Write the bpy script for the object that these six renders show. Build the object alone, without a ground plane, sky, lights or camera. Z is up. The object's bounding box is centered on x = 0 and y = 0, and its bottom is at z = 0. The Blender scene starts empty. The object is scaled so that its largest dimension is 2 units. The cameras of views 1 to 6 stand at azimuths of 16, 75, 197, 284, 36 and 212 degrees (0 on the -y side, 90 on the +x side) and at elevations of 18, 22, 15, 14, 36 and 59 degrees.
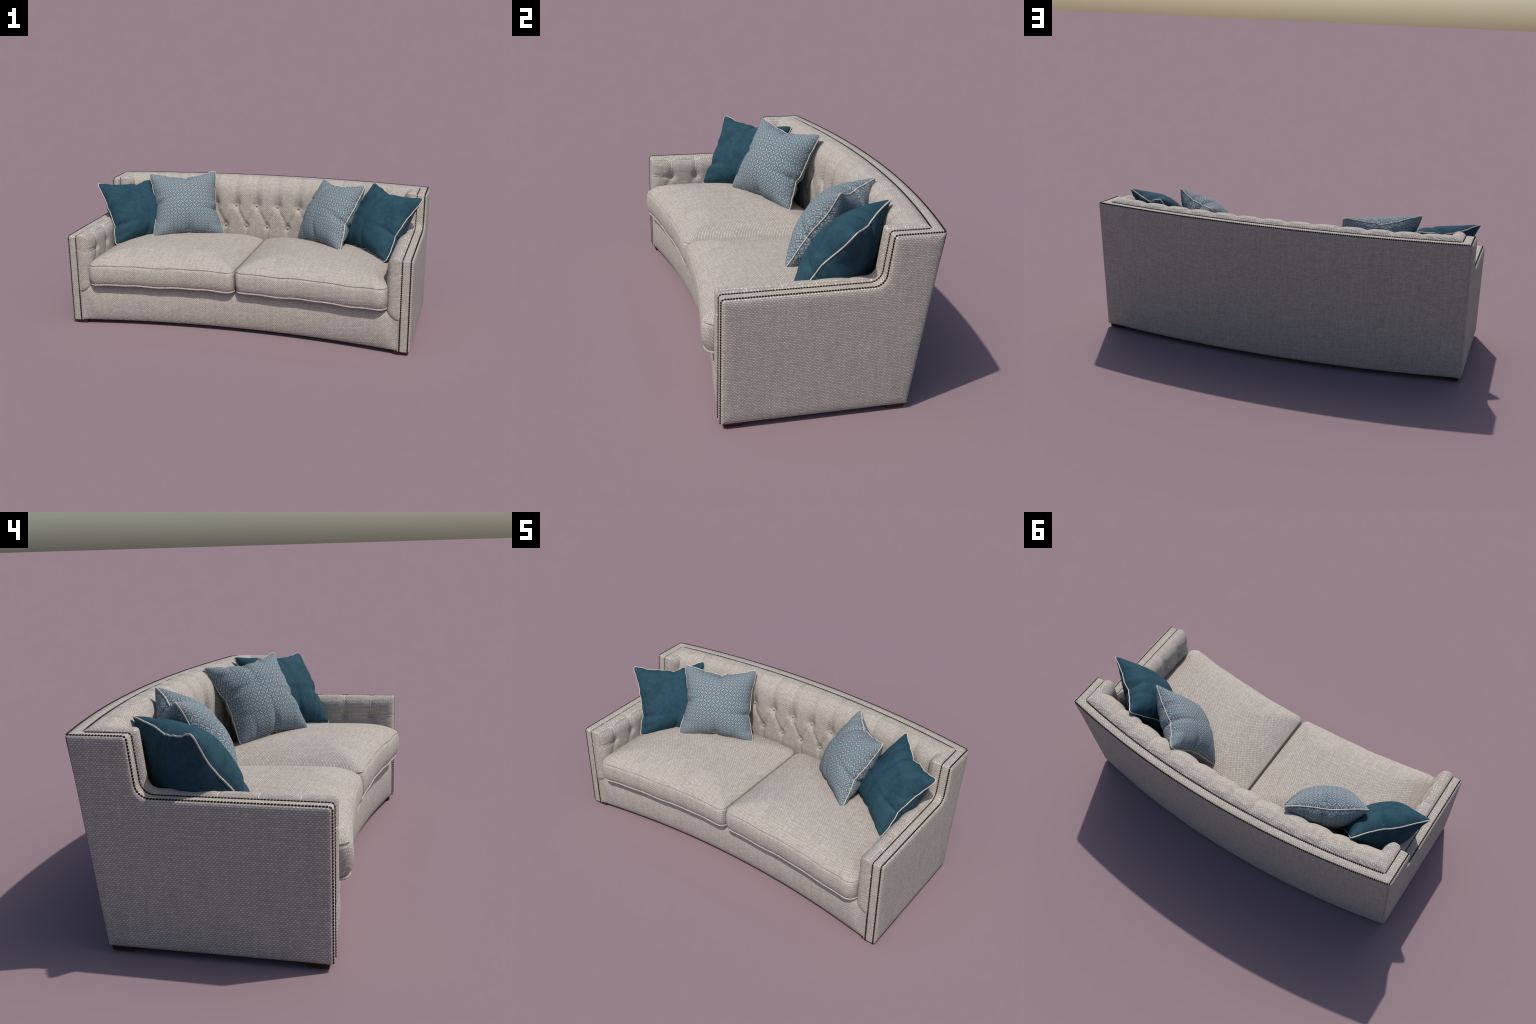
# Curved two-seat sofa in oatmeal linen with nailhead trim, tufted back, and four throw pillows.
import bpy, math, random
import numpy as np
from mathutils import Vector, Matrix

rng = np.random.default_rng(7)

# ------------------------------------------------------------------ sizes
R_ARC = 4.68                 # plan radius of the bowed back and front
X_OUT, X_IN = 0.986, 0.940   # outer and inner nail rows of the arm border
Y_BACK, Y_BACK_IN = 0.497, 0.449
Y_FRONT = -0.362
Z_BOT, Z_ARM, Z_TOP = 0.021, 0.537, 0.738
BUTTON_STEP = 0.135


def sag(x):
    """How far the bowed lines fall away from their middle at x."""
    return np.sqrt(R_ARC ** 2 - np.asarray(x, float) ** 2) - R_ARC


def smooth(a, b, x):
    t = np.clip((np.asarray(x, float) - a) / (b - a), 0, 1)
    return t * t * (3 - 2 * t)


# ------------------------------------------------------------------ mesh helpers
def new_object(name, verts, faces, material, parent=None, smooth_angle=40.0):
    me = bpy.data.meshes.new(name)
    me.from_pydata([tuple(map(float, v)) for v in verts], [], [tuple(map(int, f)) for f in faces])
    me.validate()
    me.update()
    ob = bpy.data.objects.new(name, me)
    bpy.context.scene.collection.objects.link(ob)
    me.materials.append(material)
    if smooth_angle:
        me.shade_smooth()
        if smooth_angle < 179:
            me.set_sharp_from_angle(angle=math.radians(smooth_angle))
    if parent:
        ob.parent = parent
    return ob


def grid_faces(n, m, wrap_m=False, flip=False, base=0):
    out = []
    for i in range(n - 1):
        for j in range(m if wrap_m else m - 1):
            k = (j + 1) % m
            f = [base + i * m + j, base + i * m + k, base + (i + 1) * m + k, base + (i + 1) * m + j]
            out.append(f[::-1] if flip else f)
    return out


def fillet_path(points, radii, seg=8, spans=None, closed=False):
    """Polyline through points with rounded corners; fixed sample counts so paths can be paired."""
    pts = [np.array(p, float) for p in points]
    n = len(pts)
    out = []
    corners = range(n) if closed else range(1, n - 1)
    tang = {}
    for i in corners:
        a, b, c = pts[i - 1], pts[i], pts[(i + 1) % n]
        d1 = (a - b) / np.linalg.norm(a - b)
        d2 = (c - b) / np.linalg.norm(c - b)
        half = math.acos(np.clip(d1 @ d2, -1, 1)) / 2
        r = max(radii[i], 1e-4)
        t = r / math.tan(half)
        bis = d1 + d2
        ctr = b + bis / np.linalg.norm(bis) * r / math.sin(half)
        s, e = b + d1 * t, b + d2 * t
        arc = []
        v1, v2 = s - ctr, e - ctr
        ang = math.acos(np.clip(v1 @ v2 / r / r, -1, 1))
        for k in range(seg + 1):
            w = k / seg
            arc.append(ctr + (math.sin((1 - w) * ang) * v1 + math.sin(w * ang) * v2) / max(math.sin(ang), 1e-9))
        tang[i] = arc
    prev = None
    if not closed:
        prev = pts[0]
        out.append(prev)
    idx = list(corners)
    for q, i in enumerate(idx):
        if prev is not None:
            ns = spans[q] if spans else 1
            for k in range(1, ns):
                out.append(prev + (tang[i][0] - prev) * k / ns)
        out.extend(tang[i])
        prev = tang[i][-1]
    if not closed:
        ns = spans[len(idx)] if spans else 1
        for k in range(1, ns + 1):
            out.append(prev + (pts[-1] - prev) * k / ns)
    elif spans:
        pass
    return np.array(out)


def resample(path, step):
    seg = np.linalg.norm(np.diff(path, axis=0), axis=1)
    s = np.concatenate([[0], np.cumsum(seg)])
    n = max(2, int(round(s[-1] / step)))
    t = (np.arange(n) + 0.5) / n * s[-1]
    return np.stack([np.interp(t, s, path[:, k]) for k in range(path.shape[1])], 1)


def inset_polygon(points, d):
    """Offset a closed polygon inward by d (counter-clockwise)."""
    P = np.array(points, float)
    n = len(P)
    out = []
    for i in range(n):
        e1 = P[i] - P[i - 1]
        e2 = P[(i + 1) % n] - P[i]
        e1 /= np.linalg.norm(e1)
        e2 /= np.linalg.norm(e2)
        n1, n2 = np.array([-e1[1], e1[0]]), np.array([-e2[1], e2[0]])
        m = (n1 + n2) / (1 + n1 @ n2)
        out.append(P[i] + m * d)
    return np.array(out)


def tube(path, r, closed=True, sides=8, wobble=None):
    P = np.asarray(path, float)
    n = len(P)
    if closed:
        T = np.roll(P, -1, 0) - np.roll(P, 1, 0)
    else:
        T = np.gradient(P, axis=0)
    T /= np.linalg.norm(T, axis=1)[:, None] + 1e-12
    up = np.array([0.0, 0.0, 1.0])
    A = np.cross(T, up)
    bad = np.linalg.norm(A, axis=1) < 1e-3
    A[bad] = np.cross(T[bad], np.array([0.0, 1.0, 0.0]))
    A /= np.linalg.norm(A, axis=1)[:, None]
    B = np.cross(A, T)
    ang = np.arange(sides) / sides * 2 * math.pi
    rr = np.full(n, r) if wobble is None else r * wobble
    V = P[:, None, :] + rr[:, None, None] * (np.cos(ang)[None, :, None] * A[:, None, :] + np.sin(ang)[None, :, None] * B[:, None, :])
    V = V.reshape(-1, 3)
    F = grid_faces(n, sides, wrap_m=True)
    if closed:
        for j in range(sides):
            k = (j + 1) % sides
            F.append([(n - 1) * sides + j, (n - 1) * sides + k, k, j])
    else:
        F.append(list(range(sides))[::-1])
        F.append([(n - 1) * sides + j for j in range(sides)])
    return V, F


def value_noise(shape_xy, freq, seed):
    """Smooth lumpy noise at 2D points."""
    r = np.random.default_rng(int(abs(seed) * 10))
    ph = r.uniform(0, 6.28, (10, 2))
    di = r.normal(0, 1, (10, 2)) * freq
    x, y = shape_xy
    out = 0
    for k in range(10):
        out = out + np.sin(di[k, 0] * x + di[k, 1] * y + ph[k, 0])
    return out / 10 * 1.6


# ------------------------------------------------------------------ materials
class Nodes:
    def __init__(self, name):
        self.mat = bpy.data.materials.new(name)
        self.mat.use_nodes = True
        self.t = self.mat.node_tree
        self.bsdf = self.t.nodes["Principled BSDF"]
        self.coord = self.t.nodes.new("ShaderNodeTexCoord")

    def link(self, a, b):
        self.t.links.new(a, b)

    def math(self, op, a, b=None, c=None, clamp=False):
        n = self.t.nodes.new("ShaderNodeMath")
        n.operation = op
        n.use_clamp = clamp
        for i, v in enumerate((a, b, c)):
            if v is None:
                continue
            if isinstance(v, (int, float)):
                n.inputs[i].default_value = v
            else:
                self.link(v, n.inputs[i])
        return n.outputs[0]

    def step(self, a, b, v):
        n = self.t.nodes.new("ShaderNodeMapRange")
        n.interpolation_type = 'SMOOTHSTEP'
        n.inputs["From Min"].default_value = a
        n.inputs["From Max"].default_value = b
        self.link(v, n.inputs["Value"])
        return n.outputs["Result"]

    def xyz(self, out):
        n = self.t.nodes.new("ShaderNodeSeparateXYZ")
        self.link(out, n.inputs[0])
        return n.outputs

    def combine(self, a, b, c=0.0):
        n = self.t.nodes.new("ShaderNodeCombineXYZ")
        for i, v in enumerate((a, b, c)):
            if isinstance(v, (int, float)):
                n.inputs[i].default_value = v
            else:
                self.link(v, n.inputs[i])
        return n.outputs[0]

    def mix(self, f, a, b, kind='MIX'):
        n = self.t.nodes.new("ShaderNodeMix")
        n.data_type = 'RGBA'
        n.blend_type = kind
        for sock, v in ((n.inputs["Factor"], f), (n.inputs["A"], a), (n.inputs["B"], b)):
            pass
        for s, v in zip((n.inputs[0], n.inputs[6], n.inputs[7]), (f, a, b)):
            if isinstance(v, (int, float)):
                s.default_value = v
            elif isinstance(v, tuple):
                s.default_value = (*v, 1.0)
            else:
                self.link(v, s)
        return n.outputs[2]

    def pick(self, f, a, b):
        """b where f is 1, else a."""
        return self.math('ADD', self.math('MULTIPLY', a, self.math('SUBTRACT', 1.0, f)), self.math('MULTIPLY', b, f))

    def noise(self, vec, scale, detail=2.0, rough=0.5):
        n = self.t.nodes.new("ShaderNodeTexNoise")
        n.inputs["Scale"].default_value = scale
        n.inputs["Detail"].default_value = detail
        n.inputs["Roughness"].default_value = rough
        self.link(vec, n.inputs["Vector"])
        return n

    def white(self, vec):
        n = self.t.nodes.new("ShaderNodeTexWhiteNoise")
        n.noise_dimensions = '2D'
        self.link(vec, n.inputs["Vector"])
        return n

    def bump(self, height, strength, distance):
        n = self.t.nodes.new("ShaderNodeBump")
        n.inputs["Strength"].default_value = strength
        n.inputs["Distance"].default_value = distance
        self.link(height, n.inputs["Height"])
        self.link(n.outputs[0], self.bsdf.inputs["Normal"])

    def finish(self, color, rough=0.9, spec=0.2, sheen=0.0):
        if isinstance(color, tuple):
            self.bsdf.inputs["Base Color"].default_value = (*color, 1)
        else:
            self.link(color, self.bsdf.inputs["Base Color"])
        self.bsdf.inputs["Roughness"].default_value = rough
        self.bsdf.inputs["Specular IOR Level"].default_value = spec
        self.bsdf.inputs["Sheen Weight"].default_value = sheen
        return self.mat


def srgb(r, g, b):
    return tuple(((c / 255) / 12.92 if c <= 10 else (((c / 255) + 0.055) / 1.055) ** 2.4) for c in (r, g, b))


WEAVE_W, WEAVE_H = 0.0130, 0.0068
CLOTH = 0.552               # side of the square of cloth each pillow is cut from


def linen_material(name, mode):
    N = Nodes(name)
    x, y, z = N.xyz(N.coord.outputs["Object"])
    if mode == 'bow':         # runs over the roll and down the front in one piece
        a = x
        b = N.math('ADD', z, y)
    else:                     # panels: choose the plane the cloth lies in
        nx, ny, nz = N.xyz(N.coord.outputs["Normal"])
        top = N.math('GREATER_THAN', N.math('ABSOLUTE', nz), 0.72)
        fro = N.math('GREATER_THAN', N.math('ABSOLUTE', ny), 0.72)
        a = N.pick(fro, y, x)
        b = N.pick(top, z, N.math('ADD', x, z))
    lump = N.noise(N.combine(a, b), 9.0, 2.0)
    warp = N.math('MULTIPLY', N.math('SUBTRACT', lump.outputs["Fac"], 0.5), 0.004)
    row = N.math('DIVIDE', N.math('ADD', b, warp), WEAVE_H)
    rowi = N.math('FLOOR', row)
    par = N.math('MULTIPLY', N.math('FLOORED_MODULO', rowi, 2.0), 0.5)
    col = N.math('ADD', N.math('DIVIDE', N.math('ADD', a, warp), WEAVE_W), par)
    coli = N.math('FLOOR', col)
    fa = N.math('ABSOLUTE', N.math('SUBTRACT', N.math('FRACT', col), 0.5))
    fb = N.math('ABSOLUTE', N.math('SUBTRACT', N.math('FRACT', row), 0.5))
    da = N.math('SUBTRACT', 1.0, N.step(0.06, 0.38, fa))
    da = N.math('MAXIMUM', da, N.math('MULTIPLY', N.step(0.28, 0.48, fa), 0.32))   # faint crossing threads
    db = N.math('SUBTRACT', 1.0, N.step(0.08, 0.46, fb))
    dash = N.math('MULTIPLY', da, db)
    cell = N.white(N.combine(coli, rowi))
    vary = N.math('MULTIPLY_ADD', cell.outputs["Value"], 0.75, 0.40)
    dash = N.math('MULTIPLY', dash, vary, clamp=True)
    tint = N.noise(N.combine(a, b), 34.0, 3.0, 0.6)
    ground = N.mix(tint.outputs["Fac"], LINEN_DARK_A, LINEN_DARK_B)
    tint2 = N.noise(N.combine(b, a, 3.1), 26.0, 3.0, 0.6)
    light = N.mix(N.step(0.35, 0.65, tint2.outputs["Fac"]), LINEN_LIGHT_A, LINEN_LIGHT_B)
    c = N.mix(dash, ground, light)
    # slubs: single threads a little lighter or darker, both ways of the cloth
    slub = N.noise(N.combine(N.math('MULTIPLY', a, 6.0), N.math('MULTIPLY', b, 150.0)), 1.0, 2.0)
    slub2 = N.noise(N.combine(N.math('MULTIPLY', a, 95.0), N.math('MULTIPLY', b, 5.0), 7.0), 1.0, 2.0)
    k = N.math('ADD', N.math('MULTIPLY', slub.outputs["Fac"], 0.32), N.math('MULTIPLY', slub2.outputs["Fac"], 0.32))
    k = N.math('ADD', k, 0.685)
    c = N.mix(1.0, c, N.combine(k, k, k), 'MULTIPLY')
    N.bump(dash, 0.22, 0.0018)
    return N.finish(c, 0.92, 0.15, 0.0)


LINEN_DARK_A, LINEN_DARK_B = srgb(153, 138, 133), srgb(145, 145, 135)
LINEN_LIGHT_A, LINEN_LIGHT_B = srgb(211, 198, 193), srgb(203, 204, 193)

linen_bow = linen_material("oatmeal_linen_bow", 'bow')
linen_panel = linen_material("oatmeal_linen_panel", 'panel')


def seam_material():
    N = Nodes("seam_thread")
    n = N.noise(N.coord.outputs["Object"], 400.0, 2.0)
    return N.finish(N.mix(n.outputs["Fac"], srgb(196, 186, 176), srgb(222, 214, 204)), 0.9, 0.1)


def nail_material():
    N = Nodes("aged_bronze")
    n = N.noise(N.coord.outputs["Object"], 160.0, 1.0)
    return N.finish(N.mix(n.outputs["Fac"], srgb(24, 14, 6), srgb(42, 27, 13)), 0.6, 0.12)


def wood_material():
    N = Nodes("dark_walnut")
    m = N.t.nodes.new("ShaderNodeMapping")
    m.inputs["Scale"].default_value = (8, 60, 60)
    N.link(N.coord.outputs["Object"], m.inputs[0])
    n = N.noise(m.outputs[0], 3.0, 4.0)
    return N.finish(N.mix(n.outputs["Fac"], srgb(44, 24, 18), srgb(74, 44, 34)), 0.5, 0.4)


def dust_cover_material():
    N = Nodes("dust_cover")
    n = N.noise(N.coord.outputs["Object"], 90.0)
    return N.finish(N.mix(n.outputs["Fac"], srgb(60, 55, 52), srgb(84, 78, 74)), 0.95, 0.1)


def velvet_material():
    N = Nodes("teal_velvet")
    o = N.coord.outputs["Object"]
    a = N.noise(o, 9.0, 3.0, 0.6)
    b = N.noise(o, 70.0, 3.0, 0.7)
    f = N.math('ADD', N.math('MULTIPLY', a.outputs["Fac"], 0.65), N.math('MULTIPLY', b.outputs["Fac"], 0.35))
    c = N.mix(N.step(0.3, 0.7, f), srgb(32, 59, 72), srgb(45, 76, 89))
    fine = N.noise(o, 900.0, 2.0)
    N.bump(fine.outputs["Fac"], 0.25, 0.001)
    N.bsdf.inputs["Sheen Roughness"].default_value = 0.45
    N.bsdf.inputs["Sheen Tint"].default_value = (*srgb(120, 170, 190), 1)
    return N.finish(c, 0.85, 0.10, 0.04)


def lattice_material():
    """Concentric diamonds between crossing ribbons, pale on slate blue."""
    N = Nodes("diamond_jacquard")
    # Generated coordinates follow the cloth as cut (flat), so the print bends with the pillow
    x, y, z = N.xyz(N.coord.outputs["Generated"])
    x = N.math('MULTIPLY', x, CLOTH)
    y = N.math('MULTIPLY', y, CLOTH)
    lump = N.noise(N.coord.outputs["Object"], 14.0, 2.0)
    w = N.math('MULTIPLY', N.math('SUBTRACT', lump.outputs["Fac"], 0.5), 0.003)
    P = 0.0352 * math.sqrt(2)
    p = N.math('DIVIDE', N.math('ADD', N.math('ADD', x, y), w), P)
    q = N.math('DIVIDE', N.math('ADD', N.math('SUBTRACT', x, y), w), P)

    def frac(v):
        return N.math('ABSOLUTE', N.math('SUBTRACT', N.math('FRACT', v), 0.5))
    a, b = frac(p), frac(q)
    mx = N.math('MAXIMUM', a, b)
    mn = N.math('MINIMUM', a, b)
    s = 0.014

    def band(v, lo, hi):
        return N.math('MULTIPLY', N.step(lo - s, lo + s, v), N.math('SUBTRACT', 1.0, N.step(hi - s, hi + s, v)))
    centre = N.math('SUBTRACT', 1.0, N.step(0.10 - s, 0.10 + s, mx))
    ring = band(mx, 0.195, 0.262)
    bar = N.math('MULTIPLY', N.step(0.400 - s, 0.400 + s, mx), N.math('SUBTRACT', 1.0, N.step(0.33 - s, 0.33 + s, mn)))
    bar_gap = bar
    dot = N.step(0.438 - s, 0.438 + s, mn)
    pale = N.math('ADD', N.math('ADD', centre, ring), N.math('ADD', bar_gap, dot), clamp=True)
    tint = N.noise(N.coord.outputs["Object"], 30.0, 2.0)
    light = N.mix(N.step(0.35, 0.65, tint.outputs["Fac"]), srgb(152, 150, 153), srgb(146, 157, 154))
    grain = N.noise(N.coord.outputs["Object"], 420.0, 2.0)
    dark = N.mix(grain.outputs["Fac"], srgb(60, 84, 100), srgb(82, 106, 119))
    c = N.mix(pale, dark, light)
    N.bump(N.math('ADD', pale, N.math('MULTIPLY', grain.outputs["Fac"], 0.6)), 0.2, 0.0012)
    return N.finish(c, 0.9, 0.12, 0.0)


def cord_material():
    N = Nodes("cream_twisted_cord")
    o = N.coord.outputs["Object"]
    n = N.noise(o, 260.0, 2.0)
    c = N.mix(N.step(0.35, 0.65, n.outputs["Fac"]), srgb(172, 158, 148), srgb(206, 197, 186))
    N.bump(n.outputs["Fac"], 0.5, 0.002)
    return N.finish(c, 0.9, 0.15)


thread = seam_material()
bronze = nail_material()
walnut = wood_material()
dust_cloth = dust_cover_material()
velvet = velvet_material()
jacquard = lattice_material()
cord_cream = cord_material()

# ------------------------------------------------------------------ the sofa
sofa = bpy.data.objects.new("sofa", None)
bpy.context.scene.collection.objects.link(sofa)
sofa["label"] = "curved two-seat oatmeal linen sofa with tufted back and dark nailhead trim"
sofa["category"] = "sofa"

# arm outline in (y, z): up the front, along the arm, up the step, over the wing, down the raked back
ARM = [(-0.460, Z_BOT), (-0.460, Z_ARM), (0.168, Z_ARM), (0.191, Z_TOP), (0.392, Z_TOP), (0.297, Z_BOT)]
ARM_R = [0.002, 0.012, 0.052, 0.014, 0.002, 0.002]
CONVEX = [1, 1, -1, 1, 1, 1]


def arm_outline(d, subdiv=10):
    """Rounded arm outline inset by d, clockwise as listed."""
    pts = inset_polygon(ARM[::-1], d)[::-1]
    rad = [max(0.001, r - c * d) for r, c in zip(ARM_R, CONVEX)]
    base = fillet_path(pts, rad, seg=8, closed=True)
    return base


def arm_frame(side):
    rings = []
    for x, d in ((0.930, 0.0), (X_IN, 0.0), (0.963, -0.0012), (X_OUT, 0.0), (0.9915, 0.0015), (0.9955, 0.006),
                 (0.9980, 0.016), (0.9993, 0.040)):
        o = arm_outline(d)
        rings.append(np.column_stack([np.full(len(o), side * x), o]))
    m = len(rings[0])
    V = np.concatenate(rings)
    F = grid_faces(len(rings), m, wrap_m=True, flip=side < 0)
    last = (len(rings) - 1) * m
    cap = [last + j for j in range(m)]
    F.append(cap if side > 0 else cap[::-1])
    cap0 = list(range(m))
    F.append(cap0[::-1] if side > 0 else cap0)
    return new_object("arm", V, F, linen_panel, sofa, 50)


for side in (1, -1):
    arm_frame(side)

# the bowed, raked back panel with its flat top border
xs = np.linspace(-X_OUT + 0.001, X_OUT - 0.001, 161)
prof = [(0.300, 0.0225), (0.399, 0.0225), (0.4035, 0.027), (0.408, 0.045), (0.4285, 0.20), (0.4550, 0.40), (0.4815, 0.60),
        (0.4985, 0.712), (0.5005, 0.727), (0.4995, 0.734), (0.4955, 0.7385), (0.472, 0.7395), (0.444, 0.7385), (0.430, 0.70), (0.35, 0.20)]
V = [(x, y + float(sag(x)), z) for x in xs for y, z in prof]
F = grid_faces(len(xs), len(prof), wrap_m=True, flip=True)
new_object("back_panel", V, F, linen_bow, sofa, 60)

# base: bowed front apron, deck and dust cover
xs = np.linspace(-0.938, 0.938, 121)
prof = [(-0.340, 0.0235, 0), (-0.358, 0.0225, 0), (-0.3615, 0.025, 0.001), (-0.3625, 0.035, 0.006), (-0.3625, 0.055, 0.013), (-0.3625, 0.085, 0.019),
        (-0.3625, 0.12, 0.0225), (-0.3625, 0.16, 0.023), (-0.3625, 0.20, 0.020), (-0.3625, 0.228, 0.013), (-0.359, 0.242, 0.004),
        (-0.350, 0.247, 0), (-0.20, 0.248, 0), (0.33, 0.248, 0), (0.33, 0.2, 0)]
# the apron is softly padded: fullest in the middle, flat at the arm borders
V = [(x, y + float(sag(x)) - puff * float(1 - smooth(0.84, 0.938, abs(x))), z) for x in xs for y, z, puff in prof]
F = grid_faces(len(xs), len(prof), wrap_m=False, flip=True)
new_object("base_apron", V, F, linen_bow, sofa, 60)

xs = np.linspace(-0.975, 0.975, 61)
V = [(x, y + float(sag(x)), z) for x in xs for y, z in ((-0.352, 0.025), (0.395, 0.025), (0.395, 0.030), (-0.352, 0.030))]
new_object("dust_cover", V, grid_faces(len(xs), 4, wrap_m=True) + [[3, 2, 1, 0], [240, 241, 242, 243]], dust_cloth, sofa, 30)


# feet: short tapered blocks
def foot_mesh():
    me_v = []
    for z, h in ((0.0, 0.0330), (0.002, 0.0345), (0.030, 0.0395)):
        me_v += [(-h, -h, z), (h, -h, z), (h, h, z), (-h, h, z)]
    f = [[3, 2, 1, 0], [8, 9, 10, 11]]
    for i in range(2):
        for j in range(4):
            k = (j + 1) % 4
            f.append([i * 4 + j, i * 4 + k, (i + 1) * 4 + k, (i + 1) * 4 + j])
    return me_v, f


fv, ff = foot_mesh()
foot0 = new_object("foot", fv, ff, walnut, sofa, 30)
foot0.location = (0.945, -0.411, 0)
for px, py in ((-0.945, -0.411), (0.945, 0.253), (-0.945, 0.253)):
    f = foot0.copy()
    f.location = (px, py, 0)
    bpy.context.scene.collection.objects.link(f)

# ------------------------------------------------------------------ tufted back pad
ROW1_Z, ROW2_Z = 0.580, 0.449
ROW1_X = [(k + 0.5) * BUTTON_STEP for k in range(-6, 6)]
ROW2_X = [k * BUTTON_STEP for k in range(-5, 6)]

ctrl = [(0.450, 0.7375), (0.446, 0.7405), (0.436, 0.7458), (0.420, 0.7518), (0.398, 0.7545), (0.375, 0.7515), (0.351, 0.740), (0.329, 0.720),
        (0.313, 0.694), (0.304, 0.662), (0.300, 0.62), (0.299, 0.57), (0.300, 0.52), (0.302, 0.47), (0.304, 0.42),
        (0.306, 0.37), (0.310, 0.31), (0.314, 0.26)]


def catmull(points, n):
    P = np.array(points, float)
    P = np.vstack([2 * P[0] - P[1], P, 2 * P[-1] - P[-2]])
    out = []
    for i in range(1, len(P) - 2):
        for k in range(n):
            t = k / n
            a, b, c, d = P[i - 1], P[i], P[i + 1], P[i + 2]
            out.append(0.5 * (2 * b + (c - a) * t + (2 * a - 5 * b + 4 * c - d) * t * t + (3 * b - a - 3 * c + d) * t ** 3))
    out.append(P[-2])
    return resample_ends(np.array(out), 110)


def resample_ends(path, n):
    s = np.concatenate([[0], np.cumsum(np.linalg.norm(np.diff(path, axis=0), axis=1))])
    t = np.linspace(0, s[-1], n)
    return np.stack([np.interp(t, s, path[:, k]) for k in range(path.shape[1])], 1)


def seg_dist(px, pz, a, b):
    ax, az = a
    dx, dz = b[0] - ax, b[1] - az
    t = np.clip(((px - ax) * dx + (pz - az) * dz) / (dx * dx + dz * dz), 0, 1)
    return np.hypot(px - ax - t * dx, pz - az - t * dz), t


def back_tuft(X, W, Zl):
    """Depth of the upholstery dents; X across, W distance along the profile, Zl unrolled height."""
    D = np.zeros_like(X)
    for bx in ROW1_X:
        dx = np.abs(X - bx)
        near = dx < 0.12
        up = np.clip((Zl - ROW1_Z) / 0.16, 0, 1)
        on = smooth(ROW1_Z - 0.015, ROW1_Z + 0.01, Zl)
        edge = smooth(0.0, 0.05, W)
        D += on * edge * ((0.0150 - 0.0080 * up) * np.exp(-(dx / 0.026) ** 2) + 0.0030 * np.exp(-dx / 0.0035))
        r = np.hypot(X - bx, (Zl - ROW1_Z) * np.where(Zl > ROW1_Z, 0.62, 1.25))
        D += 0.0190 * np.exp(-(r / 0.027) ** 2)
        for s in (-1, 1):
            ex = bx + s * BUTTON_STEP / 2
            if abs(ex) > 0.7:
                continue
            d, t = seg_dist(X, Zl, (bx, ROW1_Z), (ex, ROW2_Z))
            D += 0.0065 * np.exp(-(d / 0.014) ** 2) + 0.0018 * np.exp(-d / 0.0035)
    for bx in ROW2_X:
        dx = np.abs(X - bx)
        r = np.hypot(X - bx, (Zl - ROW2_Z))
        D += 0.0120 * np.exp(-(r / 0.018) ** 2)
        off = smooth(ROW2_Z + 0.01, ROW2_Z - 0.01, Zl) if False else 1 - smooth(ROW2_Z - 0.012, ROW2_Z + 0.005, Zl)
        D += off * (0.0060 * np.exp(-(dx / 0.016) ** 2) + 0.0020 * np.exp(-dx / 0.0035))
    cap = 0.022 + 0.011 * smooth(ROW2_Z, ROW1_Z, Zl)     # cloth can only be pulled in so far
    return cap * np.tanh(D / cap)


def roll_rise(d):
    """How high a padded roll has risen at distance d in from its nail row."""
    d = np.clip(d, 0, 0.05)
    return 0.0165 * np.sqrt(np.clip(1 - (1 - d / 0.05) ** 2, 0, 1))


def back_pad():
    P = catmull(ctrl, 12)
    T = np.gradient(P, axis=0)
    T /= np.linalg.norm(T, axis=1)[:, None]
    Nrm = np.column_stack([T[:, 1], -T[:, 0]])          # out of the cloth in (y, z)
    w = np.concatenate([[0], np.cumsum(np.linalg.norm(np.diff(P, axis=0), axis=1))])
    zl = P[:, 1].copy()
    k0 = np.argmin(np.abs(P[:, 1] - 0.66) + (P[:, 0] > 0.33))
    zl[:k0] = P[k0, 1] + (w[k0] - w[:k0])               # unrolled height over the roll
    cols = np.linspace(-0.939, 0.939, 560)
    X, W = np.meshgrid(cols, w, indexing='ij')
    _, ZL = np.meshgrid(cols, zl, indexing='ij')
    D = back_tuft(X, W, ZL)
    D -= 0.0035 * smooth(0.0, 0.05, W)
    D += 0.0012 * value_noise((X * 1.0, ZL), 30.0, 3) * smooth(0, 0.04, W)
    Y = P[None, :, 0] - Nrm[None, :, 0] * D
    Z = P[None, :, 1] - Nrm[None, :, 1] * D
    wing = Z_TOP + roll_rise(X_IN - np.abs(X))
    Z = np.where(Z > Z_TOP, np.minimum(Z, wing), Z)
    Y = Y + sag(X)
    V = np.stack([X, Y, Z], -1).reshape(-1, 3)
    return new_object("back_pad", V, grid_faces(len(cols), len(w), flip=False), linen_bow, sofa, 180), P, w, zl, Nrm


pad, PB, WB, ZLB, NB = back_pad()


def back_point(x, zl, lift):
    """Point on the dented back pad at unrolled height zl."""
    k = np.interp(-zl, -ZLB, np.arange(len(ZLB)))
    i = int(k)
    p = PB[i] + (PB[min(i + 1, len(PB) - 1)] - PB[i]) * (k - i)
    d = float(back_tuft(np.array([[x]]), np.array([[WB[i]]]), np.array([[zl]]))[0, 0]) - 0.0035 * float(smooth(0, 0.05, WB[i]))
    q = p - NB[i] * (d - lift)
    return np.array([x, q[0] + float(sag(x)), q[1]])


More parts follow.
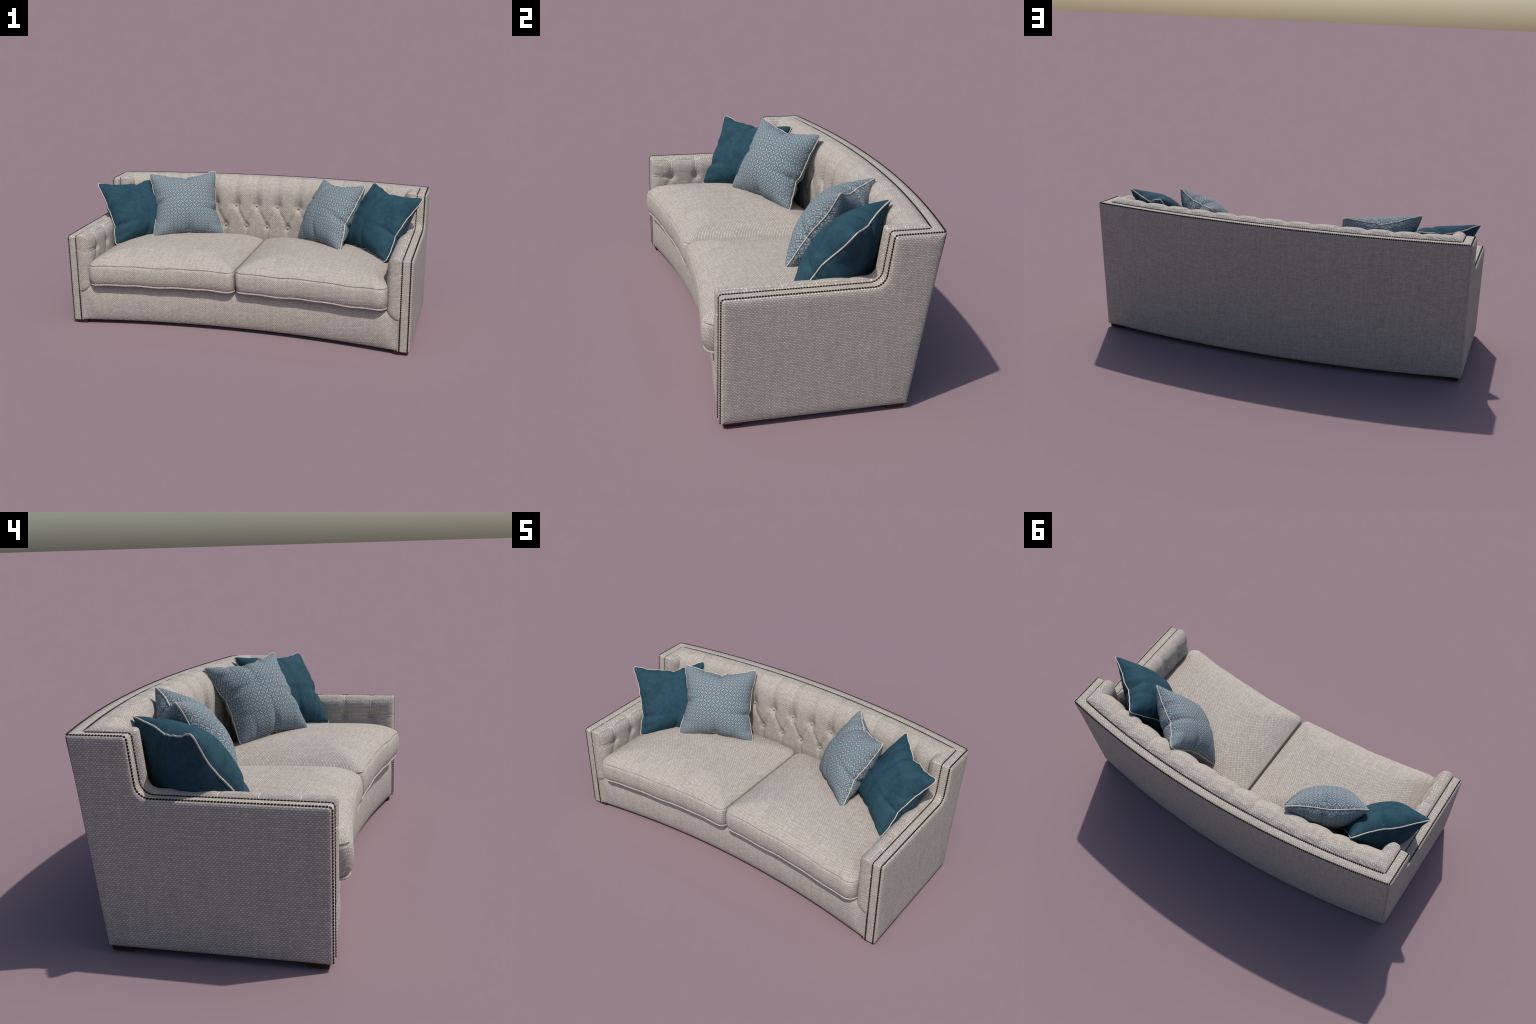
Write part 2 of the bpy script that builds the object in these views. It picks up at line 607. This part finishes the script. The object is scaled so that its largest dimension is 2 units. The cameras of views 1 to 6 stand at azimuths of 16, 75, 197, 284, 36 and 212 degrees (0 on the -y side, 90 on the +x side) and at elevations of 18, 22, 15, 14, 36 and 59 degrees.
# covered buttons
def button_mesh():
    V, F = [], []
    rings = [(0.0, 0.0048), (0.0038, 0.0043), (0.0062, 0.0025), (0.0070, 0.0), (0.0062, -0.0030)]
    m = 14
    V.append((0, 0, rings[0][1]))
    for r, h in rings[1:]:
        V += [(r * math.cos(2 * math.pi * j / m), r * math.sin(2 * math.pi * j / m), h) for j in range(m)]
    F += [[0, 1 + j, 1 + (j + 1) % m] for j in range(m)]
    F += grid_faces(len(rings) - 1, m, wrap_m=True, flip=True, base=1)
    return V, F


bv, bf = button_mesh()
button0 = None
for row, zz in ((ROW1_X, ROW1_Z), (ROW2_X, ROW2_Z)):
    for bx in row:
        if abs(bx) > 0.76:
            continue
        loc = back_point(bx, zz, 0.0090)
        if button0 is None:
            ob = button0 = new_object("button", bv, bf, linen_bow, sofa, 180)
        else:
            ob = button0.copy()
            bpy.context.scene.collection.objects.link(ob)
        ob.location = loc
        ob.rotation_euler = (math.radians(90), 0, rng.uniform(-0.2, 0.2))

# ------------------------------------------------------------------ arm pads
ARM_BUTTON_Z = 0.447
ARM_BUTTON_Y = [-0.354 + k * 0.1345 for k in range(4)]
SP = [44, 90, 26, 40]
P_OUT = fillet_path([(-0.460, 0.200), (-0.460, Z_ARM), (0.168, Z_ARM), (0.191, Z_TOP), (0.380, Z_TOP)], [0, 0.014, 0.052, 0.014, 0], 10, SP)
P_MID = fillet_path([(-0.405, 0.200), (-0.405, Z_ARM - 0.055), (0.223, Z_ARM - 0.055), (0.246, Z_TOP - 0.055), (0.372, Z_TOP - 0.055)], [0, 0.020, 0.10, 0.02, 0], 10, SP)
P_LOW = fillet_path([(-0.375, 0.200), (-0.375, 0.30), (0.235, 0.30), (0.27, 0.40), (0.325, 0.40)], [0, 0.01, 0.02, 0.02, 0], 10, SP)
# cross-section: distance in from the outline (share of the outline-to-mid step) and thickness
a = np.linspace(0, 1, 26)
ARM_SECTION = catmull([(0.0, -0.001), (-0.12, 0.006), (-0.23, 0.018), (-0.26, 0.032), (-0.19, 0.047), (0.0, 0.063), (0.30, 0.0755), (0.65, 0.0815), (1.0, 0.083)], 10)
ARM_SECTION = resample_ends(ARM_SECTION, 34)


def arm_tuft(Y, Z, share):
    D = np.zeros_like(Y)
    for k, by in enumerate(ARM_BUTTON_Y):
        r = np.hypot(Y - by, (Z - ARM_BUTTON_Z) * np.where(Z > ARM_BUTTON_Z, 0.75, 1.2))
        D += 0.011 * np.exp(-(r / 0.021) ** 2)
        dy = np.abs(Y - by)
        on = smooth(ARM_BUTTON_Z - 0.02, ARM_BUTTON_Z + 0.005, Z) * (Z < Z_ARM + 0.03)
        D += on * (0.0045 * np.exp(-(dy / 0.018) ** 2) + 0.0015 * np.exp(-dy / 0.003))
        d, _ = seg_dist(Y, Z, (by, ARM_BUTTON_Z), (by + 0.067, 0.34))
        D += 0.003 * np.exp(-(d / 0.012) ** 2)
        d, _ = seg_dist(Y, Z, (by, ARM_BUTTON_Z), (by - 0.067, 0.34))
        D += 0.003 * np.exp(-(d / 0.012) ** 2)
    d, _ = seg_dist(Y, Z, (ARM_BUTTON_Y[0], ARM_BUTTON_Z), (-0.50, 0.455))
    D += 0.0045 * np.exp(-(d / 0.012) ** 2) + 0.0015 * np.exp(-d / 0.003)
    # crease where the roll turns up the step
    d, _ = seg_dist(Y, Z, (0.15, 0.55), (0.215, 0.49))
    D += 0.006 * np.exp(-(d / 0.007) ** 2)
    return D


def arm_surface():
    rows = []
    for sh, th in ARM_SECTION:
        Q = P_OUT + (P_MID - P_OUT) * sh
        rows.append((Q, np.full(len(Q), th), sh))
    for k in range(1, 31):
        t = k / 30
        Q = P_MID + (P_LOW - P_MID) * t
        rows.append((Q, np.full(len(Q), 0.083 + 0.001 * t), 1 + t))
    Y = np.array([r[0][:, 0] for r in rows])
    Z = np.array([r[0][:, 1] for r in rows])
    Th = np.array([r[1] for r in rows])
    Sh = np.array([r[2] for r in rows])[:, None] * np.ones_like(Y)
    return Y, Z, Th, Sh


AY, AZ, ATH, ASH = arm_surface()


def arm_pad(side):
    Y, Z, Th, Sh = AY.copy(), AZ.copy(), ATH.copy(), ASH
    D = arm_tuft(Y, Z, Sh)
    grow = smooth(0.0, 0.03, Th)
    # on the inner face dents push toward the frame; on the roll they pull toward the outline
    inward = smooth(-0.1, 0.35, Sh)
    inward = np.where(Th < 0.045, 0, inward)
    Th2 = Th - D * inward * grow
    gx = P_MID - P_OUT
    gx = gx / np.linalg.norm(gx, axis=1)[:, None]
    Y = Y + gx[None, :, 0] * D * (1 - inward) * grow * 0.8
    Z = Z + gx[None, :, 1] * D * (1 - inward) * grow * 0.8
    # rounded foot of the pad on the front
    low = np.clip((0.252 - AZ) / 0.050, 0, 1)
    fade = np.sqrt(np.clip(1 - low ** 2, 0, 1))
    Th2 = Th2 * fade
    Y = np.where((AZ < 0.26) & (AY < -0.40), np.maximum(Y, -0.4585 + (Y + 0.4585) * fade), Y)
    # hip against the back roll
    hip = Z_TOP + roll_rise(np.clip(Y_BACK_IN + sag(0.93) - Y, 0, 1))
    Z = np.where(Z > Z_TOP, np.minimum(Z, hip), Z)
    Y = np.where(Y < -0.4605, -0.4605 + (Y + 0.4605) * 0.55, Y)      # the front face stays nearly flush
    X = side * (X_IN - Th2)
    V = np.stack([X, Y, Z], -1).reshape(-1, 3)
    return new_object("arm_pad", V, grid_faces(Y.shape[0], Y.shape[1], flip=side < 0), linen_panel, sofa, 180)


for side in (1, -1):
    arm_pad(side)

    # raised seam threads over the roll, one from each button up to the nails and one round the front
    TV, TF = [], []

    def add_thread(path):
        v, f = tube(path, 0.0015, closed=False, sides=6)
        b = len(TV)
        TV.extend(v.tolist())
        TF.extend([[i + b for i in q] for q in f])

    for by in ARM_BUTTON_Y[:3]:
        pts = []
        for sh, th in ARM_SECTION:
            z = Z_ARM - 0.055 * sh
            d = float(arm_tuft(np.array([by]), np.array([z]), None)[0])
            g = float(smooth(0, 0.03, th))
            inw = 0.0 if th < 0.045 else float(smooth(-0.1, 0.35, sh))
            pts.append((side * (X_IN - th + d * inw * g - 0.0006 * inw), by, z - d * (1 - inw) * g * 0.8 + 0.0006 * (1 - inw)))
        add_thread(np.array(pts))
    pts = []
    zf = 0.455
    for sh, th in ARM_SECTION:
        y = -0.460 + 0.055 * sh * (0.55 if sh < 0 else 1.0)
        d = float(arm_tuft(np.array([y]), np.array([zf]), None)[0])
        g = float(smooth(0, 0.03, th))
        inw = 0.0 if th < 0.045 else float(smooth(-0.1, 0.35, sh))
        pts.append((side * (X_IN - th + d * inw * g - 0.0006 * inw), y + d * (1 - inw) * g * 0.8 - 0.0006 * (1 - inw), zf))
    add_thread(np.array(pts))
    new_object("seam", TV, TF, thread, sofa, 180)

    for by in ARM_BUTTON_Y[:3]:
        ob = button0.copy()
        bpy.context.scene.collection.objects.link(ob)
        d = float(arm_tuft(np.array([by]), np.array([ARM_BUTTON_Z]), None)[0])
        ob.location = (side * (X_IN - 0.083 + d - 0.0005), by, ARM_BUTTON_Z)
        ob.rotation_euler = (0, math.radians(-90 * side), 0)

# ------------------------------------------------------------------ nailhead trim
def nail_positions():
    rows = []
    arm_line = fillet_path(ARM[:5], ARM_R[:5], 10, [1, 1, 1, 1])
    inner_line = fillet_path(ARM[:4] + [(0.350, Z_TOP)], ARM_R[:5], 10, [1, 1, 1, 1])
    for side in (1, -1):
        for x, line, lift in ((X_OUT, arm_line, 0.0006), (X_IN, inner_line, 0.0012)):
            p = resample(line, 0.0106)
            t = np.gradient(p, axis=0)
            t /= np.linalg.norm(t, axis=1)[:, None]
            n = np.column_stack([-t[:, 1], t[:, 0]])
            p = p + n * lift
            for q, tt, nn in zip(p, t, n):
                out = Vector((0, nn[0], nn[1]))
                if x == X_OUT:
                    out = (out + Vector((side * 0.8, 0, 0))).normalized()
                rows.append((Vector((side * x, q[0], q[1])), Vector((0, tt[0], tt[1])), out))
    for y0, xe, z in ((Y_BACK + 0.0005, X_OUT - 0.005, Z_TOP + 0.0012), (Y_BACK_IN, X_IN - 0.005, Z_TOP + 0.0025)):
        n = int(round(2 * xe / 0.0106))
        for k in range(n):
            x = -xe + (k + 0.5) * 2 * xe / n
            s = float(sag(x))
            t = Vector((1, -x / math.sqrt(R_ARC ** 2 - x * x), 0)).normalized()
            out = Vector((0, 0.5, 1)).normalized() if y0 > 0.48 else Vector((0, 0, 1))
            rows.append((Vector((x, y0 + s, z)), t, out))
    return rows


def nail_trim():
    m = 10
    dome = []
    for r, h in ((0.0046, -0.0014), (0.0046, 0.0002), (0.0037, 0.0014), (0.0020, 0.0021)):
        dome.append([(r * 1.07 * math.cos(2 * math.pi * j / m), r * 1.05 * math.sin(2 * math.pi * j / m), h) for j in range(m)])
    V, F = [], []
    for c, t, o in nail_positions():
        o = (o - t * o.dot(t)).normalized()
        b = o.cross(t)
        base = len(V)
        for ring in dome:
            for u, v, h in ring:
                V.append(c + t * u + b * v + o * h)
        V.append(c + o * 0.0024)
        F += grid_faces(4, m, wrap_m=True, flip=False, base=base)
        top = base + 4 * m
        F += [[base + 3 * m + j, base + 3 * m + (j + 1) % m, top] for j in range(m)]
    ob = new_object("nailhead_trim", V, F, bronze, sofa, 180)
    ob["kind"] = "stuff"
    return ob


nail_trim()

# ------------------------------------------------------------------ seat cushions
CX0, CX1 = 0.0065, 0.866
CQ0, CQ1 = -0.4235, 0.285        # front and back of the seam line before bowing
C_TOP, C_BOT = 0.378, 0.261


def cushion_outline(off, n=240):
    """Rounded rectangle, points spaced evenly round it, grown outward by off."""
    x0, x1, y0, y1 = CX0 - off * 0.25, CX1 + off * 0.3, CQ0 - off, CQ1 + off
    r = 0.036
    base = fillet_path([(x0, y0), (x1, y0), (x1, y1), (x0, y1)], [r, 0.062, r, 0.055], 14, closed=True)
    base = np.vstack([base, base[:1]])
    s = np.concatenate([[0], np.cumsum(np.linalg.norm(np.diff(base, axis=0), axis=1))])
    t = np.arange(n) / n * s[-1]
    return np.stack([np.interp(t, s, base[:, k]) for k in range(2)], 1)


def cushion_wave(p, seed):
    """Slight waviness of seams along the front."""
    return 0.0022 * np.sin(p * 15 + seed) + 0.0016 * np.sin(p * 31 + seed * 2.3)


def seat_cushion(side, seed):
    n = 240
    rings = []
    edge = cushion_outline(0.0)
    ctr = np.array([(CX0 + CX1) / 2, (CQ0 + CQ1) / 2])

    def bow(p, z):
        return np.column_stack([side * p[:, 0], p[:, 1] + sag(p[:, 0]), z])
    # crown
    for s in np.concatenate([np.linspace(0.02, 0.80, 30), 1 - 0.2 * (1 - np.linspace(0, 1, 16)[1:]) ** 1.7]):
        p = ctr + s * (edge - ctr)
        q = np.clip((p[:, 1] - ctr[1]) / (CQ1 - ctr[1]), -1, 1)
        power = 3.6 - 1.2 * smooth(-0.6, 0.8, q)          # full at the front lip, softer toward the back
        f = (1 - s ** power) ** 0.80 * (1 - 0.06 * smooth(0.0, 1.0, q))
        lump = value_noise((p[:, 0] + 3 * side, p[:, 1]), 9.0, seed) * 0.0025 * (1 - s ** 4)
        z = C_TOP + 0.0015 + 0.079 * f + lump + cushion_wave(p[:, 0], seed) * s ** 8
        rings.append(bow(p, z))
    # seam groove, boxing band, lower edge, underside
    for off, z in ((-0.0035, C_TOP - 0.001), (-0.0030, C_TOP - 0.003), (0.0025, C_TOP - 0.007), (0.0055, C_TOP - 0.018), (0.0080, C_TOP - 0.036),
                   (0.0086, C_TOP - 0.056), (0.0075, C_TOP - 0.074), (0.0042, C_TOP - 0.090), (-0.001, C_TOP - 0.104), (-0.007, C_BOT + 0.003), (-0.012, C_BOT)):
        p = cushion_outline(off)
        rings.append(bow(p, np.full(n, z) + cushion_wave(p[:, 0], seed)))
    lower = cushion_outline(-0.012)
    for s in (0.985, 0.96, 0.9, 0.8, 0.5, 0.05):
        p = ctr + s * (lower - ctr)
        rings.append(bow(p, C_BOT - 0.006 * (1 - s) ** 0.3 - 0.004 + cushion_wave(p[:, 0], seed) * s ** 6))
    V = np.concatenate(rings)
    F = grid_faces(len(rings), n, wrap_m=True, flip=side < 0)
    first = list(range(n))
    last = [(len(rings) - 1) * n + j for j in range(n)]
    F.append(first[::-1] if side > 0 else first)
    F.append(last if side > 0 else last[::-1])
    F = [f[::-1] for f in F]
    cush = new_object("seat_cushion", V, F, linen_bow, sofa, 180)
    # welt cord along the lower edge
    p = cushion_outline(-0.0065, 300)
    path = bow(p, np.full(300, C_BOT - 0.001) + cushion_wave(p[:, 0], seed))
    v, f = tube(path, 0.0047, sides=10)
    new_object("welt", v, f, linen_bow, cush, 180)
    return cush


seat_cushion(1, 1.3)
seat_cushion(-1, 4.1)


# ------------------------------------------------------------------ throw pillows
def throw_pillow(label, material, corners, seed, height=0.113, pinch=0.212, slump=0.0, back=0.95, cusps=(0.1, -0.1, 0.05, -0.15), creases=1.0):
    """corners: top-left, top-right, bottom-left, bottom-right seen from the front."""
    TL, TR, BL, BR = [Vector(c) for c in corners]
    ctr = (TL + TR + BL + BR) / 4
    u = (TR - TL + BR - BL).normalized()
    v = (TL - BL + TR - BR)
    v = (v - u * v.dot(u)).normalized()
    w = u.cross(v)
    M = Matrix((u, v, w)).transposed().to_4x4()
    base = ctr - v * ((TL - BL).length / 2)
    top = bpy.data.objects.new("throw_pillow", None)
    bpy.context.scene.collection.objects.link(top)
    top["label"] = label
    top["category"] = "pillow"
    top.matrix_world = Matrix.Translation(base) @ M
    shift = np.array([0.0, (TL - BL).length / 2, 0.0])
    loc = [np.array([(c - base).dot(u), (c - base).dot(v), (c - base).dot(w)]) for c in (TL, TR, BL, BR)]
    r = np.random.default_rng(int(abs(seed) * 10))
    n = 90
    flat = np.linspace(-1, 1, n)
    g = np.sin(flat * math.pi / 2) * 0.35 + flat * 0.65
    S, T = np.meshgrid(g, g, indexing='ij')
    FS, FT = np.meshgrid(flat, flat, indexing='ij')
    ph = r.uniform(0, 6.28, (4, 3))

    def dip(t, e):
        t0 = cusps[e]
        wig = 0.03 * np.sin(t * 9 + ph[e, 0]) + 0.030 * np.sin(t * 17 + ph[e, 1]) + 0.02 * np.sin(t * 29 + ph[e, 2])
        return (0.80 * (1 - np.abs(t) ** 2.2) + 0.26 * np.exp(-np.abs(t - t0) / 0.10) * (1 - t * t) + wig * (1 - t ** 4) * 0.8)

    right, left, upper, lower = [pinch * k * dip(q, e) for k, e, q in zip((1, 1, 1.35, 0.9), range(4), (T, T, S, S))]
    cx = np.where(S > 0, right, left) * np.abs(S) ** 1.8
    cy = np.where(T > 0, upper, lower) * np.abs(T) ** 1.8
    ear = 1.092 * (1 - 0.082 * (np.abs(S * T)) ** 8)
    a = S * (1 - cx) * ear
    b = T * (1 - cy) * ear
    # bilinear sheet through the four measured corners
    bl = [(1 - a) * (1 + b) / 4, (1 + a) * (1 + b) / 4, (1 - a) * (1 - b) / 4, (1 + a) * (1 - b) / 4]
    mid = sum(wt[..., None] * c for wt, c in zip(bl, loc))
    # seam wanders out of plane
    wav = 0.010 * (np.sin(3.1 * S + ph[0, 0]) * np.abs(T) ** 3 + np.sin(3.3 * T + ph[1, 0]) * np.abs(S) ** 3) * (1 - np.abs(S * T))
    mid[..., 2] += wav
    dome = ((1 - S * S) * (1 - T * T))
    h0 = height * np.clip(dome, 0, 1) ** 0.56
    sheets = []
    for face in (1, -1):
        h = h0 * (1.0 if face > 0 else back * (1 - slump * T))
        for e, (along, across) in enumerate(((T, 1 - S), (T, 1 + S), (S, 1 - T), (S, 1 + T))):
            for t0, amp, ln in ((cusps[e], 0.020, 0.30), (cusps[e] + r.uniform(-0.55, -0.25), 0.008, 0.2), (cusps[e] + r.uniform(0.25, 0.55), 0.008, 0.2)):
                lean = t0 + across * r.uniform(-0.25, 0.25)
                h -= creases * amp * np.exp(-((along - lean) / 0.07) ** 2) * np.exp(-across / ln) * smooth(0, 0.12, across) * 1.5
        h += value_noise((S * 0.2 + face, T * 0.2), 14.0, seed + 5 * face) * 0.006 * np.clip(dome, 0, 1)
        h = np.maximum(h, 0)
        q = mid.copy()
        q[..., 2] += face * h
        sheets.append(q.reshape(-1, 3))
    V = np.concatenate(sheets) - shift
    F = grid_faces(n, n, flip=False) + grid_faces(n, n, flip=True, base=n * n)
    cover = new_object("pillow_cover", V, F, material, top, 180)
    import bmesh
    bm = bmesh.new()
    bm.from_mesh(cover.data)
    bmesh.ops.remove_doubles(bm, verts=bm.verts, dist=1e-5)
    bm.to_mesh(cover.data)
    bm.free()
    cover.data.shade_smooth()
    cover.location = shift
    # basis: the two flat squares of cloth; key: the stuffed shape
    me = cover.data
    shaped = np.array([vt.co[:] for vt in me.vertices])
    cloth = np.column_stack([FS.ravel(), FT.ravel(), np.zeros(n * n)]) * CLOTH / 2
    cover.shape_key_add(name="cut")
    stuffed = cover.shape_key_add(name="stuffed")
    for k, p in enumerate(shaped):
        stuffed.data[k].co = p
    lookup = cloth_lookup(V, n)
    flatco = [cloth[lookup[tuple(np.round(p * 2e4).astype(int))]] for p in shaped]
    for k, p in enumerate(flatco):
        cover.data.shape_keys.key_blocks["cut"].data[k].co = p
        me.vertices[k].co = p
    stuffed.value = 1.0
    # corded edge
    Mi = mid
    loop = np.concatenate([Mi[:, 0], Mi[-1, 1:], Mi[-2::-1, -1], Mi[0, -2:0:-1]]) - shift
    loop = resample_loop(loop, 0.0045)
    v_, f_ = tube(loop, 0.0032, sides=8, wobble=1 + 0.10 * np.sin(np.arange(len(loop)) * 2.1))
    c = new_object("piping", v_, f_, cord_cream, top, 180)
    c.location = shift
    return top


def cloth_lookup(V, n):
    table = {}
    for k, p in enumerate(V):
        table.setdefault(tuple(np.round(np.float32(p).astype(float) * 2e4).astype(int)), k % (n * n))
    return table


def resample_loop(p, step):
    q = np.vstack([p, p[:1]])
    s = np.concatenate([[0], np.cumsum(np.linalg.norm(np.diff(q, axis=0), axis=1))])
    n = int(s[-1] / step)
    t = np.arange(n) / n * s[-1]
    return np.stack([np.interp(t, s, q[:, k]) for k in range(3)], 1)


throw_pillow("square teal velvet pillow with cream corded edge", velvet,
             [(-0.987, -0.026, 0.748), (-0.706, 0.276, 0.744), (-0.816, -0.185, 0.421), (-0.535, 0.117, 0.421)], 11,
             cusps=(-0.15, -0.45, 0.1, 0.0), slump=0.62, back=1.32)
throw_pillow("square slate blue pillow with pale diamond lattice", jacquard,
             [(-0.702, 0.120, 0.793), (-0.346, 0.325, 0.783), (-0.615, -0.065, 0.444), (-0.240, 0.143, 0.429)], 12,
             cusps=(-0.25, -0.02, 0.05, 0.0))
throw_pillow("square slate blue pillow with pale diamond lattice", jacquard,
             [(0.358, 0.349, 0.762), (0.646, 0.090, 0.797), (0.239, 0.153, 0.434), (0.537, -0.093, 0.450)], 13,
             cusps=(-0.2, 0.1, -0.15, 0.0))
throw_pillow("square teal velvet pillow with cream corded edge", velvet,
             [(0.677, 0.293, 0.769), (0.985, 0.035, 0.752), (0.503, 0.109, 0.445), (0.811, -0.149, 0.428)], 14,
             cusps=(-0.25, 0.0, -0.1, 0.05), slump=0.62, back=1.32)
